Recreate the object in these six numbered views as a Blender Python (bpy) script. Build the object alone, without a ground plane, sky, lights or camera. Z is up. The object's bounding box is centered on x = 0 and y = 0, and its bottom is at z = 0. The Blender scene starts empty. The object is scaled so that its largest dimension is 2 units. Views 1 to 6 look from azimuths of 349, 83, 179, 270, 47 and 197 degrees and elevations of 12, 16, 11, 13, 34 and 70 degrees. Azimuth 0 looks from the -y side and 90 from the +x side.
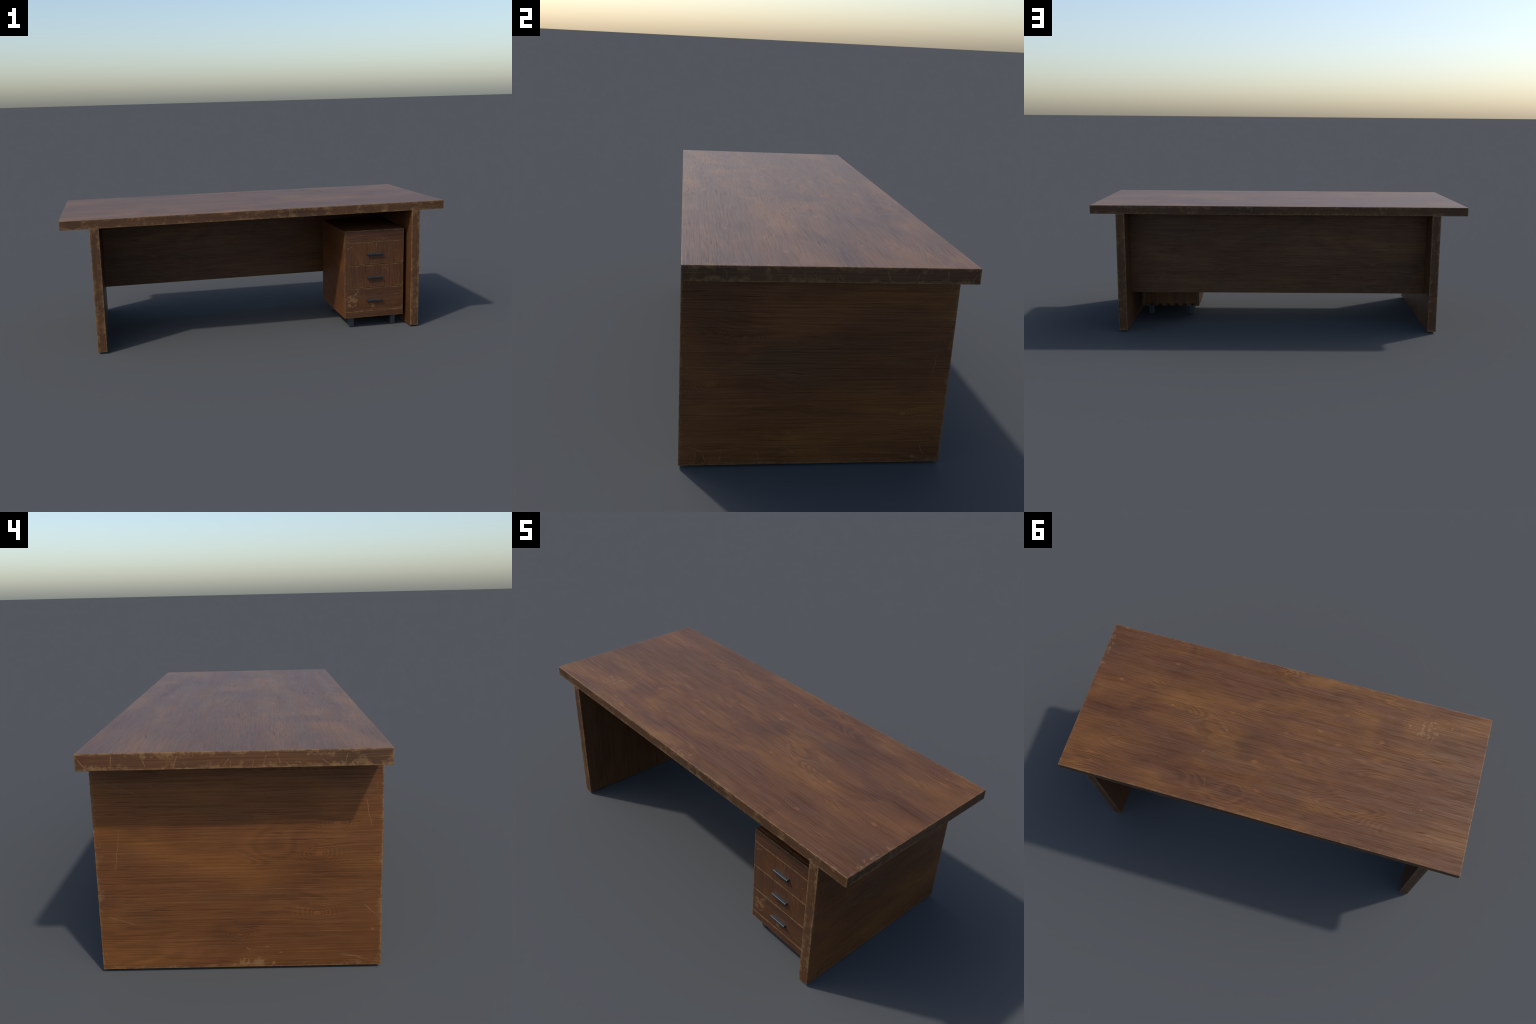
# Worn wooden office desk with a three-drawer rolling cabinet under it.
import bpy, bmesh, math
from mathutils import Vector

# ------------------------------------------------------------------ node helpers
class Graph:
    """Small wrapper so that masks and colours read as formulas."""
    def __init__(self, name):
        self.mat = bpy.data.materials.new(name)
        self.mat.use_nodes = True
        self.t = self.mat.node_tree
        self.t.nodes.clear()
        self.out = self.t.nodes.new('ShaderNodeOutputMaterial')
        self.bsdf = self.t.nodes.new('ShaderNodeBsdfPrincipled')
        self.t.links.new(self.bsdf.outputs[0], self.out.inputs[0])

    def put(self, sock, v):
        if v is None:
            return
        if isinstance(v, bpy.types.NodeSocket):
            self.t.links.new(v, sock)
        else:
            if sock.type == 'RGBA' and len(v) == 3:
                v = (*v, 1.0)
            sock.default_value = v

    def m(self, op, a, b=None, c=None, clamp=False):
        n = self.t.nodes.new('ShaderNodeMath'); n.operation = op; n.use_clamp = clamp
        for s, v in zip(n.inputs, (a, b, c)):
            self.put(s, v)
        return n.outputs[0]

    def vm(self, op, a, b=None):
        n = self.t.nodes.new('ShaderNodeVectorMath'); n.operation = op
        self.put(n.inputs[0], a); self.put(n.inputs[1], b)
        return n.outputs['Value'] if op in ('LENGTH', 'DISTANCE', 'DOT_PRODUCT') else n.outputs['Vector']

    def xyz(self, x, y, z=0.0):
        n = self.t.nodes.new('ShaderNodeCombineXYZ')
        for s, v in zip(n.inputs, (x, y, z)):
            self.put(s, v)
        return n.outputs[0]

    def sep(self, v):
        n = self.t.nodes.new('ShaderNodeSeparateXYZ'); self.put(n.inputs[0], v)
        return n.outputs

    def step(self, v, lo, hi, a=0.0, b=1.0):
        """smoothstep of v from lo..hi to a..b"""
        n = self.t.nodes.new('ShaderNodeMapRange'); n.interpolation_type = 'SMOOTHSTEP'
        for s, x in zip(n.inputs[:5], (v, lo, hi, a, b)):
            self.put(s, x)
        return n.outputs[0]

    def noise(self, vec, scale=1.0, detail=2.0, rough=0.5, dist=0.0, color=False):
        n = self.t.nodes.new('ShaderNodeTexNoise')
        self.put(n.inputs['Vector'], vec)
        n.inputs['Scale'].default_value = scale
        n.inputs['Detail'].default_value = detail
        n.inputs['Roughness'].default_value = rough
        n.inputs['Distortion'].default_value = dist
        return n.outputs['Color' if color else 'Fac']

    def voronoi(self, vec, scale=1.0):
        n = self.t.nodes.new('ShaderNodeTexVoronoi'); n.voronoi_dimensions = '2D'
        self.put(n.inputs['Vector'], vec); n.inputs['Scale'].default_value = scale
        return n.outputs

    def ramp(self, fac, stops):
        n = self.t.nodes.new('ShaderNodeValToRGB'); self.put(n.inputs[0], fac)
        e = n.color_ramp.elements
        while len(e) < len(stops):
            e.new(0.5)
        for el, (p, c) in zip(e, stops):
            el.position = p; el.color = (*c, 1)
        return n.outputs[0]

    def mix(self, fac, a, b, mode='MIX'):
        n = self.t.nodes.new('ShaderNodeMix'); n.data_type = 'RGBA'; n.blend_type = mode
        self.put(n.inputs['Factor'], fac); self.put(n.inputs['A'], a); self.put(n.inputs['B'], b)
        return n.outputs['Result']


AX = {'x': 0, 'y': 1, 'z': 2}

def wood(name, size, grain, cross, seed, tones=None, wear_width=0.010, wear_amount=0.5,
         rim=0.0025, scratch=0.35, chips=(), marks=(), knots=1.0, gloss=0.44, far_scratch=0.0, dullness=0.38, chip_scale=48.0, contrast=0.72, sheen_contrast=0.5, cloudy=1.0):
    """Stained veneer. u runs along the grain, v across it, both in metres from the
    panel's centre.  chips: (u, v, ru, rv, amount) flaked patches; marks: (u, v,
    length, angle_deg, width) single scratches; wear follows the panel's own edges."""
    g = Graph(name)
    tc = g.t.nodes.new('ShaderNodeTexCoord')
    obj = tc.outputs['Object']
    P = g.sep(obj)
    u, v = P[AX[grain]], P[AX[cross]]
    flat = g.xyz(u, v, seed * 3.17)

    # --- knots: cells with faint rings that also push the fibres aside
    warp = g.noise(g.xyz(g.m('MULTIPLY', u, 5.0), g.m('MULTIPLY', v, 16.0), seed), detail=2.0)
    warp = g.m('SUBTRACT', warp, 0.5)
    kv = g.xyz(g.m('ADD', u, seed * 0.73), g.m('MULTIPLY_ADD', v, 1.75, seed * 0.41))
    kv2 = g.vm('ADD', kv, g.xyz(g.m('MULTIPLY', warp, 0.045), g.m('MULTIPLY', warp, 0.055)))
    vo = g.voronoi(kv2, 3.7)
    kd, krand = vo['Distance'], g.sep(vo['Color'])[0]
    has = g.step(krand, 0.30, 0.80)
    near = g.m('MULTIPLY', g.step(kd, g.m('MULTIPLY_ADD', g.sep(vo['Color'])[1], 0.28, 0.16), 0.03), has)
    rings = g.m('SINE', g.m('MULTIPLY', g.m('POWER', kd, 0.8), 118.0))
    ring = g.m('MULTIPLY', g.m('MULTIPLY', rings, near), 0.135 * knots)
    core = g.m('MULTIPLY', g.step(kd, g.m('MULTIPLY_ADD', g.sep(vo['Color'])[2], 0.07, 0.02), 0.015), g.m('MULTIPLY', has, 0.30 * knots))
    # long cathedral waves
    fld = g.noise(g.xyz(g.m('MULTIPLY', u, 1.6), g.m('MULTIPLY', v, 7.0), seed + 5), detail=1.0, dist=0.6)
    wave = g.m('SINE', g.m('MULTIPLY', fld, 150.0))
    wave_m = g.step(g.noise(flat, 4.5, 1.0), 0.50, 0.66)
    wave = g.m('MULTIPLY', g.m('MULTIPLY', wave, wave_m), 0.085 * knots)

    # --- fibres
    vv = g.m('ADD', v, g.m('MULTIPLY', warp, 0.006))
    vv = g.m('ADD', vv, g.m('MULTIPLY', near, 0.008))
    def fibre(ku, kv_, s, detail=3.0):
        return g.noise(g.xyz(g.m('MULTIPLY', u, ku), g.m('MULTIPLY', vv, kv_), seed + s), detail=detail, rough=0.6)
    broad = fibre(1.6, 30.0, 1.0)
    mid = fibre(2.6, 190.0, 2.0)
    fine = fibre(8.0, 420.0, 3.0, 2.0)
    pore = g.step(fibre(7.0, 210.0, 4.0, 1.0), 0.63, 0.73)
    pore = g.m('MULTIPLY', pore, g.step(g.noise(flat, 9.0, 2.0), 0.42, 0.60))
    lightstreak = g.step(fibre(7.0, 210.0, 6.0, 1.0), 0.62, 0.76)
    speck = g.step(g.noise(g.xyz(g.m('MULTIPLY', u, 110.0), g.m('MULTIPLY', v, 210.0), seed), detail=0.0), 0.78, 0.83)

    # --- stain: clouds of red, orange and dull brown
    stretch = g.xyz(g.m('MULTIPLY', u, 0.42), v, seed * 3.17)
    cloud = g.noise(stretch, 5.5, 4.0, 0.58, 0.5)
    dark, base, warm = tones or ((0.076, 0.0275, 0.0098), (0.118, 0.0432, 0.0125), (0.166, 0.0645, 0.0155))
    col = g.ramp(cloud, ((0.50 - 0.26 / cloudy, dark), (0.50, base), (0.50 + 0.24 / cloudy, warm)))
    dull = g.step(g.noise(g.vm('ADD', stretch, (3.1, 7.7, 1.3)), 5.5, 5.0, 0.6, 0.3), 0.50, 0.72, 0.0, dullness)
    col = g.mix(dull, col, (0.062, 0.0350, 0.0180))
    k = g.m('MULTIPLY_ADD', broad, 0.50, 0.75)
    k = g.m('MULTIPLY', k, g.m('MULTIPLY_ADD', mid, 1.30, 0.35))
    k = g.m('MULTIPLY', k, g.m('MULTIPLY_ADD', fine, 0.80, 0.60))
    k = g.m('MULTIPLY_ADD', k, contrast, 0.97 * (1.0 - contrast))
    k = g.m('ADD', g.m('ADD', k, ring), g.m('ADD', wave, core))
    col = g.mix(1.0, col, g.xyz(k, k, k), 'MULTIPLY')
    col = g.mix(g.m('MULTIPLY', lightstreak, 0.32), col, (0.205, 0.088, 0.026))
    col = g.mix(g.m('MULTIPLY', pore, 0.48), col, (0.026, 0.014, 0.011))
    col = g.mix(g.m('MULTIPLY', speck, 0.45), col, (0.040, 0.020, 0.012))

    # --- wear: distance to the nearest edge of this face = middle of the three gaps
    h = [s / 2 for s in size]
    gap = [g.m('SUBTRACT', h[i], g.m('ABSOLUTE', P[i])) for i in range(3)]
    lo, hi = g.m('MINIMUM', gap[0], gap[1]), g.m('MAXIMUM', gap[0], gap[1])
    edge = g.m('MAXIMUM', lo, g.m('MINIMUM', hi, gap[2]))
    nb = g.noise(obj, 26.0, 4.0, 0.62, 0.3)
    ns = g.noise(obj, 75.0, 3.0, 0.6)
    reach = g.m('MULTIPLY', g.step(nb, 0.40, 0.72), wear_width)
    blot = g.m('SUBTRACT', 1.0, g.m('DIVIDE', edge, g.m('ADD', reach, 0.0008)), clamp=True)
    blot = g.m('MULTIPLY', blot, g.m('MULTIPLY', g.step(ns, 0.34, 0.60, 0.15, 1.0), wear_amount))
    line = g.m('MULTIPLY', g.step(edge, rim, rim * 0.25), g.step(ns, 0.36, 0.60, 0.22, 0.85))
    wear = g.m('MAXIMUM', blot, line)

    # --- scratches: one short line at a random angle per cell, denser by the edges
    sv = g.vm('ADD', g.xyz(u, v), g.vm('MULTIPLY', g.noise(flat, 18.0, 1.0, color=True), (0.010, 0.010, 0)))
    sv = g.vm('ADD', sv, (seed * 1.37, seed * 0.59, 0))
    for dens, sc, ln, wd in ((0.55, 11.0, 0.30, 0.010), (0.50, 26.0, 0.30, 0.020)):
        vo2 = g.voronoi(sv, sc)
        off = g.vm('SCALE', g.vm('SUBTRACT', sv, vo2['Position']))
        off.node.inputs['Scale'].default_value = sc
        r = g.sep(vo2['Color'])
        rot = g.t.nodes.new('ShaderNodeVectorRotate'); rot.rotation_type = 'Z_AXIS'
        g.put(rot.inputs['Vector'], off); g.put(rot.inputs['Angle'], g.m('MULTIPLY', r[0], 6.283))
        q = g.sep(rot.outputs[0])
        sm = g.m('MULTIPLY', g.step(g.m('ABSOLUTE', q[0]), ln, ln * 0.6), g.step(g.m('ABSOLUTE', q[1]), wd * 1.6, wd * 0.4))
        sm = g.m('MULTIPLY', sm, g.step(r[1], dens, dens + 0.25))
        prox = g.step(edge, 0.055, 0.012, far_scratch, 1.0)
        wear = g.m('MAXIMUM', wear, g.m('MULTIPLY', g.m('MULTIPLY', sm, prox), scratch))
    wob = g.m('MULTIPLY', g.m('SUBTRACT', g.noise(flat, 30.0, 2.0), 0.5), 0.012)
    brk = g.step(g.noise(flat, 90.0, 2.0), 0.35, 0.6, 0.35, 1.0)
    for (mu, mv, L, ang, wd) in marks:
        c, s = math.cos(math.radians(ang)), math.sin(math.radians(ang))
        du, dv = g.m('SUBTRACT', u, mu), g.m('SUBTRACT', v, mv)
        a = g.m('ADD', g.m('MULTIPLY', du, c), g.m('MULTIPLY', dv, s))
        b = g.m('ADD', g.m('SUBTRACT', g.m('MULTIPLY', dv, c), g.m('MULTIPLY', du, s)), wob)
        mk = g.m('MULTIPLY', g.step(g.m('ABSOLUTE', a), L / 2, L / 3), g.step(g.m('ABSOLUTE', b), wd, wd * 0.3))
        wear = g.m('MAXIMUM', wear, g.m('MULTIPLY', g.m('MULTIPLY', mk, brk), 0.72))
    # --- flaked patches
    if chips:
        cn = g.noise(g.vm('ADD', flat, (seed, 0, 0)), chip_scale, 3.0, 0.55, 0.35)
        for (cu, cv, ru, rv, amt) in chips:
            d = g.vm('LENGTH', g.xyz(g.m('DIVIDE', g.m('SUBTRACT', u, cu), ru), g.m('DIVIDE', g.m('SUBTRACT', v, cv), rv)))
            thr = g.m('ADD', g.m('MULTIPLY', g.m('MINIMUM', d, 4.0), 0.20), 0.68 - 0.22 * amt)
            cm = g.step(g.m('SUBTRACT', cn, thr), -0.005, 0.045, 0.0, 0.62)
            wear = g.m('MAXIMUM', wear, cm)
    # sparse little nicks anywhere
    nick = g.step(g.noise(g.vm('ADD', flat, (9.2, 4.1, 0)), 60.0, 1.0), 0.80, 0.84, 0.0, 0.5)
    wear = g.m('MAXIMUM', wear, nick)
    tan = g.mix(ns, (0.165, 0.085, 0.030), (0.260, 0.150, 0.062))
    col = g.mix(g.m('MULTIPLY', wear, 0.88), col, tan)

    g.put(g.bsdf.inputs['Base Color'], col)
    rgh = g.m('ADD', g.m('MULTIPLY_ADD', g.m('ADD', mid, broad), 0.17, gloss - 0.17), g.m('MULTIPLY', wear, 0.18))
    g.put(g.bsdf.inputs['Specular IOR Level'], g.m('MULTIPLY', g.step(g.m('ADD', g.m('ADD', mid, fine), g.m('MULTIPLY', broad, 0.4)), 0.9, 1.5, 0.31 - 0.17 * sheen_contrast, 0.31 + 0.17 * sheen_contrast), g.m('SUBTRACT', 1.0, g.m('MULTIPLY', pore, 0.7))))
    g.put(g.bsdf.inputs['Roughness'], rgh)
    bump = g.t.nodes.new('ShaderNodeBump')
    bump.inputs['Strength'].default_value = 0.4
    bump.inputs['Distance'].default_value = 0.0012
    hgt = g.m('SUBTRACT', g.m('ADD', mid, g.m('MULTIPLY', fine, 0.5)), g.m('ADD', pore, g.m('MULTIPLY', wear, 0.6)))
    g.put(bump.inputs['Height'], hgt)
    g.put(g.bsdf.inputs['Normal'], bump.outputs[0])
    return g.mat


def metal(name, tone, rough, metallic):
    g = Graph(name)
    tc = g.t.nodes.new('ShaderNodeTexCoord')
    n = g.noise(tc.outputs['Object'], 180.0, 3.0)
    col = g.mix(g.step(n, 0.35, 0.7), tuple(c * 0.75 for c in tone), tuple(c * 1.2 for c in tone))
    g.put(g.bsdf.inputs['Base Color'], col)
    g.put(g.bsdf.inputs['Metallic'], metallic)
    g.put(g.bsdf.inputs['Roughness'], g.m('MULTIPLY_ADD', n, 0.2, rough - 0.1))
    return g.mat


# ------------------------------------------------------------------ mesh helpers
def link(ob, parent=None):
    bpy.context.scene.collection.objects.link(ob)
    if parent:
        ob.parent = parent
    return ob

def thing(name, at, label, category):
    e = bpy.data.objects.new(name, None)
    e.location = at; e.empty_display_size = 0.1
    e["label"], e["category"] = label, category
    return link(e)

def place(ob, parent):
    """Parent without moving: every part is given in world metres."""
    link(ob)
    ob.parent = parent
    w = Vector((0, 0, 0)); p = parent
    while p:
        w += p.location; p = p.parent
    ob.location -= w
    return ob

def finish(bm, name, centre, mats, parent, smooth=False):
    me = bpy.data.meshes.new(name)
    bm.normal_update()
    bm.to_mesh(me); bm.free()
    for mt in mats:
        me.materials.append(mt)
    for p in me.polygons:
        p.use_smooth = smooth
    ob = bpy.data.objects.new(name, me)
    ob.location = centre
    return place(ob, parent)

def slab(name, lo, hi, parent, mats, pick=None, bevel=0.0012):
    """Board between two corners, origin at its centre, with softened edges.
    pick(normal) -> material slot."""
    lo, hi = Vector(lo), Vector(hi)
    c, s = (lo + hi) / 2, hi - lo
    bm = bmesh.new()
    bmesh.ops.create_cube(bm, size=1.0)
    bmesh.ops.scale(bm, vec=s, verts=bm.verts)
    bmesh.ops.bevel(bm, geom=list(bm.edges), offset=bevel, segments=2, profile=0.5, affect='EDGES')
    bm.normal_update()
    if pick:
        for f in bm.faces:
            f.material_index = pick(f.normal)
    return finish(bm, name, c, mats, parent)

def size_of(lo, hi):
    return tuple(b - a for a, b in zip(lo, hi))


# ================================================================== THE DESK
HW, HD = 1.0, 0.409                 # half width, half depth of the top
TOP, UNDER = 0.6886, 0.6431         # upper and lower face of the top
FLOOR_GAP = 0.0064                  # the side panels stop just short of the floor

desk = thing("office_desk", (0, 0, 0), "long worn brown wooden desk with slab sides", "desk")

TOP_TONES = ((0.078, 0.0300, 0.0125), (0.113, 0.0445, 0.0152), (0.166, 0.0690, 0.0172))
lo, hi = (-HW, -HD, UNDER), (HW, HD, TOP)
S = size_of(lo, hi)
top_face = wood("tabletop_veneer", S, 'x', 'y', 1.0, TOP_TONES, wear_width=0.016, wear_amount=0.75, rim=0.0034,
                scratch=0.45, far_scratch=0.05, gloss=0.42, sheen_contrast=0.9, contrast=0.56, cloudy=1.25, knots=1.9,
                chips=((-0.70, -0.26, 0.11, 0.095, 0.88), (-0.82, -0.33, 0.08, 0.05, 0.55), (0.06, -0.17, 0.09, 0.035, 0.55),
                       (0.985, -0.27, 0.025, 0.12, 0.85), (0.95, -0.30, 0.05, 0.08, 0.45), (-0.05, -0.085, 0.05, 0.03, 0.35)),
                marks=((0.28, 0.30, 0.06, 115, 0.0015), (0.84, -0.37, 0.035, 55, 0.0018), (0.06, -0.39, 0.03, 65, 0.0015),
                       (-0.30, -0.385, 0.045, 60, 0.0016), (-0.86, 0.02, 0.09, 20, 0.0011)))
def edge_wood(name, size, grain, cross, seed, **kw):
    o = dict(tones=((0.052, 0.0235, 0.0110), (0.076, 0.0325, 0.0130), (0.106, 0.0445, 0.0150)), wear_width=0.034, wear_amount=0.9, rim=0.0056, scratch=0.75, knots=0.0, gloss=0.5, contrast=0.45, sheen_contrast=0.3)
    o.update(kw)
    return wood(name, size, grain, cross, seed, **o)
top_long = edge_wood("tabletop_long_edge", S, 'x', 'z', 2.0)
top_end = edge_wood("tabletop_end_edge", S, 'y', 'z', 3.0,
                    marks=((0.395, 0.0, 0.045, 55, 0.0016), (0.315, 0.002, 0.03, -80, 0.0017), (0.235, 0.0, 0.038, 70, 0.0016),
                           (0.15, 0.0, 0.04, -68, 0.0018), (-0.08, -0.002, 0.03, -75, 0.0016), (-0.115, 0.002, 0.034, 75, 0.0018),
                           (-0.29, 0.0, 0.03, -75, 0.0015), (0.02, -0.006, 0.03, -45, 0.0018)))
slab("tabletop", lo, hi, desk, [top_face, top_long, top_end],
     lambda n: 2 if abs(n.x) > 0.6 else 1 if abs(n.y) > 0.6 else 0)

def side(x0, x1, seed, outer_sign, **kw):
    lo, hi = (x0, -HD, FLOOR_GAP), (x1, HD, UNDER)
    s = size_of(lo, hi)
    outer = wood("side_panel_outer_veneer", s, 'y', 'z', seed, wear_width=0.026, wear_amount=0.62, rim=0.0050,
                 scratch=0.5, far_scratch=0.06, knots=1.3, **kw)
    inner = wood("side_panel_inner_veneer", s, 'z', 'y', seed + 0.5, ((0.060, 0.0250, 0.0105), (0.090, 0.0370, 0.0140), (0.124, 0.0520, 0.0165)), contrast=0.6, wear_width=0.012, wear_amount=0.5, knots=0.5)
    vert = edge_wood("side_panel_upright_edge", s, 'z', 'x', seed + 0.7)
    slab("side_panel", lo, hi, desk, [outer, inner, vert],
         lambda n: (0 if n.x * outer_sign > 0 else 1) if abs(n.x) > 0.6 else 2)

side(-0.858, -0.812, 11.0, -1,
     chips=((-0.02, -0.305, 0.16, 0.03, 0.8), (-0.04, -0.26, 0.14, 0.05, 0.45), (-0.385, -0.20, 0.02, 0.09, 0.6)),
     marks=((0.33, 0.235, 0.13, 22, 0.0014), (0.345, 0.05, 0.14, -80, 0.0013), (0.345, -0.165, 0.09, 18, 0.0014),
            (-0.37, 0.15, 0.10, -102, 0.0016), (-0.375, -0.14, 0.05, 40, 0.0018), (-0.33, -0.29, 0.10, 14, 0.0018)))
side(0.820, 0.866, 14.0, 1,
     chips=((-0.385, -0.03, 0.012, 0.06, 0.55), (0.33, -0.30, 0.05, 0.02, 0.7)),
     marks=((-0.36, -0.262, 0.05, -18, 0.0016), (-0.36, -0.29, 0.04, 82, 0.0016), (-0.33, -0.295, 0.035, -72, 0.0016),
            (-0.28, -0.285, 0.05, 85, 0.0016), (-0.17, -0.285, 0.045, -70, 0.0018), (-0.07, -0.27, 0.05, -35, 0.0014),
            (0.35, -0.275, 0.045, -65, 0.0018), (0.375, -0.08, 0.05, -25, 0.0016), (0.36, 0.02, 0.08, 86, 0.0013)))

lo, hi = (-0.8119, 0.239, 0.1875), (0.8199, 0.272, 0.6430)
s = size_of(lo, hi)
panel_face = wood("modesty_panel_veneer", s, 'x', 'z', 21.0, ((0.060, 0.0250, 0.0105), (0.090, 0.0370, 0.0140), (0.124, 0.0520, 0.0165)), dullness=0.5, contrast=0.6, wear_width=0.006, wear_amount=0.4, rim=0.002,
                  chips=((0.50, 0.12, 0.10, 0.05, 0.25), (0.42, -0.20, 0.12, 0.03, 0.2)))
panel_edge = edge_wood("modesty_panel_edge", s, 'x', 'y', 22.0)
slab("modesty_panel", lo, hi, desk, [panel_face, panel_edge], lambda n: 0 if abs(n.y) > 0.6 else 1)


# ================================================================== THE DRAWER CABINET
X0, X1 = 0.4648, 0.7985
YF, YB = -0.3540, 0.0715
Z0, Z1 = 0.0570, 0.5392
FRONT = 0.014                        # thickness of the drawer fronts
T = 0.012                            # thickness of the carcass boards
YC = YF + FRONT + 0.0006             # carcass starts just behind the fronts

cab = thing("drawer_cabinet", ((X0 + X1) / 2, (YF + YB) / 2, 0),
            "small brown three drawer wooden cabinet on short metal feet", "drawer cabinet")

for x, seed in ((X0, 31.0), (X1 - T - 0.005, 33.0)):
    lo, hi = (x, YC, Z0), (x + T, YB, Z1 - T - 0.0002)
    s = size_of(lo, hi)
    slab("cabinet_side", lo, hi, cab,
         [wood("cabinet_side_veneer", s, 'y', 'z', seed, wear_width=0.005, wear_amount=0.4, rim=0.0018),
          edge_wood("cabinet_side_edge", s, 'z', 'x', seed + 1)],
         lambda n: 0 if abs(n.x) > 0.6 else 1, bevel=0.0006)
lo, hi = (X0, YC, Z1 - T), (X1, YB, Z1)
s = size_of(lo, hi)
slab("cabinet_top", lo, hi, cab, [wood("cabinet_top_veneer", s, 'x', 'y', 35.0, wear_width=0.006, wear_amount=0.4)], bevel=0.0006)
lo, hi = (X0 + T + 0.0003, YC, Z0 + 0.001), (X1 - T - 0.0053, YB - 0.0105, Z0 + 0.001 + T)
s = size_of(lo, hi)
slab("cabinet_bottom", lo, hi, cab, [wood("cabinet_bottom_shadow_blackened", s, 'x', 'y', 36.0, ((0.006, 0.005, 0.004), (0.009, 0.007, 0.006), (0.012, 0.010, 0.008)), wear_amount=0.0, rim=0.0001, scratch=0.0, knots=0.0, dullness=0.0)], bevel=0.0006)  # wood tones blackened to paint deep shadow into the back slots

# back board: its lower edge is cut into a row of square teeth
def toothed_back():
    xa, xb = X0 + 0.0065, X1 - 0.0004
    za, zb, zn = Z0 + 0.0004, Z1 - T - 0.0004, Z0 + 0.0135
    ya, yb = YB - 0.010, YB - 0.0015
    pitch, slot, count, first = 0.0482, 0.0240, 7, 0.4895
    xs = [xa]
    for i in range(count):
        l = first + i * pitch
        xs += [l, min(l + slot, xb - 0.0012)]
    xs.append(xb)
    c = Vector(((xa + xb) / 2, (ya + yb) / 2, (za + zb) / 2))
    bm = bmesh.new()
    def loop(z):
        return [bm.verts.new((x - c.x, yb - c.y, z - c.z)) for x in xs]
    low, mid, top = loop(za), loop(zn), loop(zb)
    for i in range(len(xs) - 1):
        bm.faces.new((mid[i], mid[i + 1], top[i + 1], top[i]))
        if i % 2 == 0:                       # tooth; odd spans are slots
            bm.faces.new((low[i], low[i + 1], mid[i + 1], mid[i]))
    r = bmesh.ops.extrude_face_region(bm, geom=list(bm.faces))
    bmesh.ops.translate(bm, vec=(0, ya - yb, 0), verts=[e for e in r['geom'] if isinstance(e, bmesh.types.BMVert)])
    bmesh.ops.recalc_face_normals(bm, faces=bm.faces)
    m = wood("cabinet_back_veneer", (xb - xa, yb - ya, zb - za), 'z', 'x', 38.0, wear_width=0.004, wear_amount=0.3)
    finish(bm, "cabinet_back", c, [m], cab)
toothed_back()

# fronts: fixed strip, three drawers, fixed plinth strip
SEAMS = (0.4768, 0.3494, 0.2211, 0.0934)
handle_metal = metal("brushed_dark_metal", (0.050, 0.056, 0.064), 0.44, 0.6)

def front(name, z0, z1, grain, seed, **kw):
    kw.setdefault('chip_scale', 40.0)
    lo, hi = (X0, YF, z0), (X1, YF + FRONT, z1)
    s = size_of(lo, hi)
    cross = 'z' if grain == 'x' else 'x'
    m = wood(name + "_veneer", s, grain, cross, seed,
             ((0.050, 0.0210, 0.0105), (0.076, 0.0295, 0.0122), (0.112, 0.0430, 0.0132)),
             wear_width=0.012, wear_amount=0.75, rim=0.0026, scratch=0.45, far_scratch=0.25, knots=0.35, contrast=0.62, **kw)
    return slab(name, lo, hi, cab, [m], bevel=0.0008)

front("top_strip", SEAMS[0] + 0.0006, Z1 + 0.0002, 'x', 41.0, chips=((0.105, 0.005, 0.05, 0.022, 0.6),))
front("plinth_strip", Z0, SEAMS[3] - 0.0006, 'x', 42.0, chips=((0.145, 0.006, 0.018, 0.02, 0.8),))
drawers = []
for i, (grain, chips, marks) in enumerate((
        ('z', ((0.045, -0.145, 0.02, 0.02, 0.5),),
              ((0.035, -0.14, 0.04, 60, 0.0022), (0.045, 0.013, 0.03, 5, 0.0018), (0.0, 0.085, 0.06, 10, 0.0014), (0.01, 0.12, 0.02, 60, 0.0014))),
        ('z', (), ((0.038, 0.07, 0.05, -35, 0.0016), (0.01, 0.02, 0.03, -40, 0.0012))),
        ('x', ((-0.125, 0.005, 0.055, 0.06, 1.15), (-0.06, 0.0, 0.02, 0.03, 0.7), (-0.01, -0.034, 0.012, 0.012, 1.6)),
              ((0.13, 0.02, 0.05, 10, 0.0012),)))):
    gapA = 0.0008 if i == 0 else 0.0014
    gapB = 0.0008 if i == 2 else 0.0014
    drawers.append(front("drawer", SEAMS[i + 1] + gapB, SEAMS[i] - gapA, grain, 51.0 + 2 * i, chips=chips, marks=marks))
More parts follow.
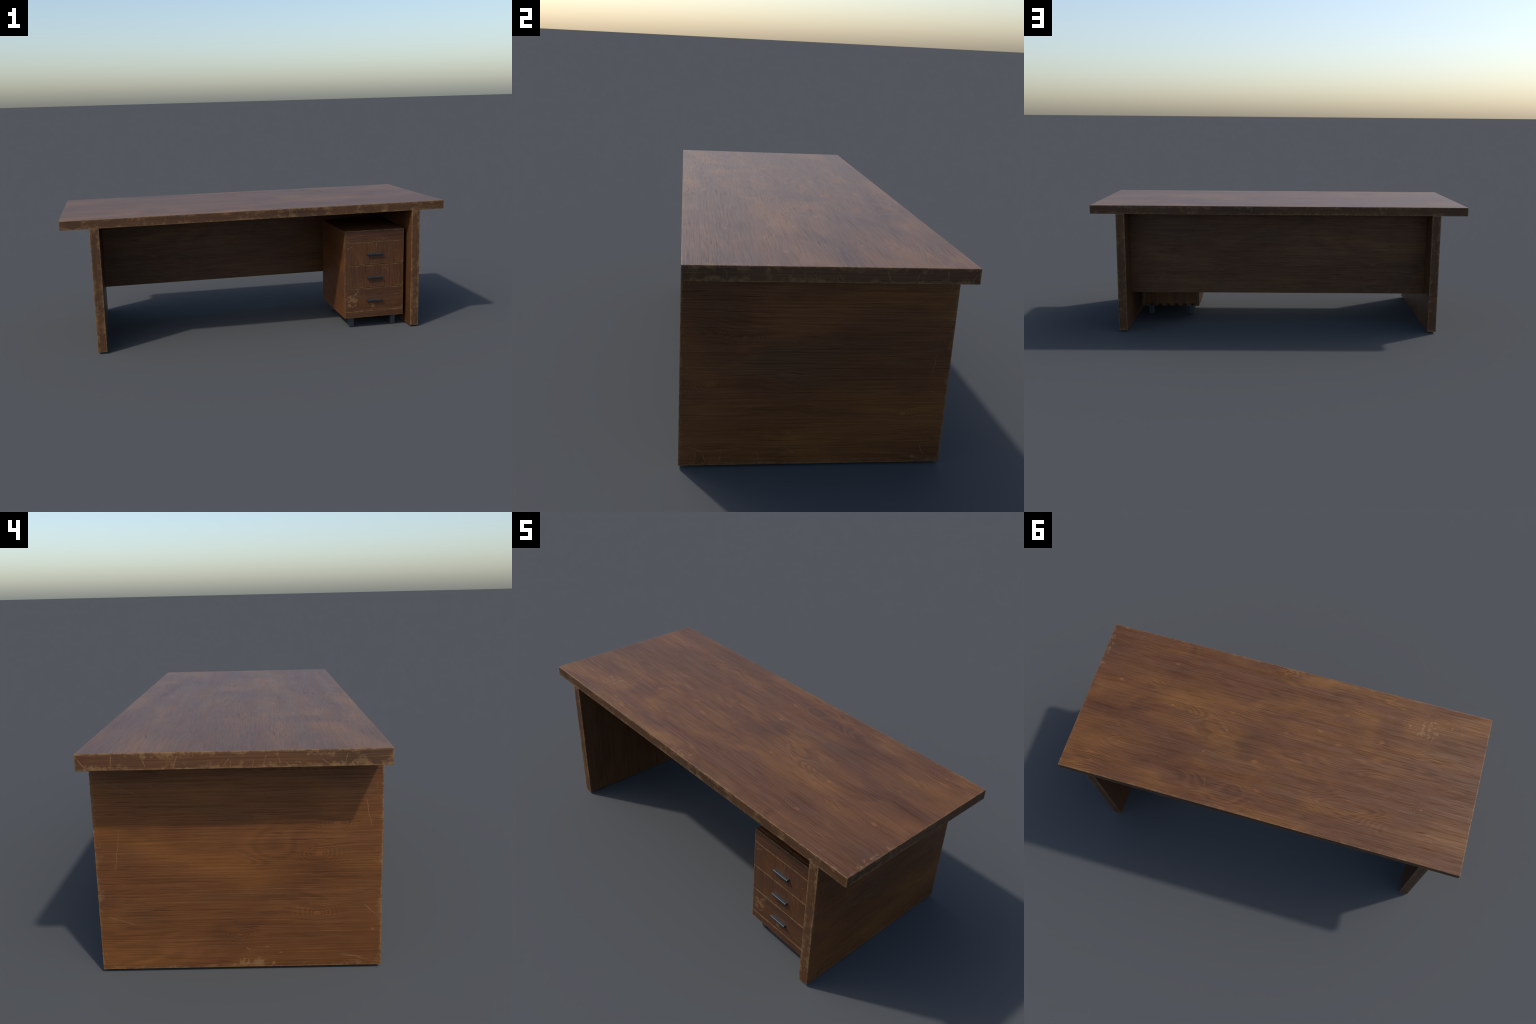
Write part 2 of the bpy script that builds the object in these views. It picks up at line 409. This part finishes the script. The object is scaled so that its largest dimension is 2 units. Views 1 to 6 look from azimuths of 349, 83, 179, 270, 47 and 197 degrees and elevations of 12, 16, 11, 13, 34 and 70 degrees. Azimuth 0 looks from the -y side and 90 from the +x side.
def drawer_pull(parent, z_top):
    """Pull bar: a solid rounded strip standing off the drawer front."""
    w, h, d = 0.0845, 0.0100, 0.0132
    c = Vector((0.6316, YF - d / 2, z_top - h / 2))
    bm = bmesh.new()
    bmesh.ops.create_cube(bm, size=1.0)
    bmesh.ops.scale(bm, vec=(w, d - 0.0002, h), verts=bm.verts)
    lengthwise = [e for e in bm.edges if abs(e.verts[0].co.x - e.verts[1].co.x) > 0.01 and e.verts[0].co.y < 0]
    bmesh.ops.bevel(bm, geom=lengthwise, offset=0.0026, segments=4, profile=0.5, affect='EDGES')
    ends = [e for e in bm.edges if abs(e.verts[0].co.x - e.verts[1].co.x) < 1e-5 and e.verts[0].co.y < d * 0.4]
    bmesh.ops.bevel(bm, geom=ends, offset=0.0008, segments=2, profile=0.5, affect='EDGES')
    return finish(bm, "handle", c, [handle_metal], parent)
first = drawer_pull(drawers[0], 0.4140)
for d, zt in ((drawers[1], 0.2853), (drawers[2], 0.1568)):
    h = first.copy()
    bpy.context.scene.collection.objects.link(h)
    h.parent = d
    w = Vector(cab.location) + d.location
    h.location = Vector((0.6316, YF - 0.0066, zt - 0.0050)) - w

# feet: short square metal posts, some with clipped upper corners
foot_metal = metal("foot_grey_metal", (0.066, 0.074, 0.088), 0.5, 0.5)
def foot(x, y, clip_left, clip_right, d=0.0260):
    w, h = 0.0262, Z0 + 0.0004
    bm = bmesh.new()
    bmesh.ops.create_cube(bm, size=1.0)
    bmesh.ops.scale(bm, vec=(w, d, h), verts=bm.verts)
    for sign, cut in ((-1, clip_left), (1, clip_right)):
        if cut:
            e = [e for e in bm.edges if all(v.co.x * sign > w * 0.4 and v.co.z > h * 0.4 for v in e.verts)]
            bmesh.ops.bevel(bm, geom=e, offset=cut, segments=2, profile=0.5, affect='EDGES')
    bmesh.ops.bevel(bm, geom=list(bm.edges), offset=0.0008, segments=1, affect='EDGES')
    return finish(bm, "foot", (x, y, h / 2), [foot_metal], cab)
foot(0.5122, -0.3110, 0, 0, 0.0270)
foot(0.7512, -0.3125, 0, 0.012)
foot(0.5122, 0.0235, 0.009, 0.009)
foot(0.7512, 0.0200, 0, 0.014)
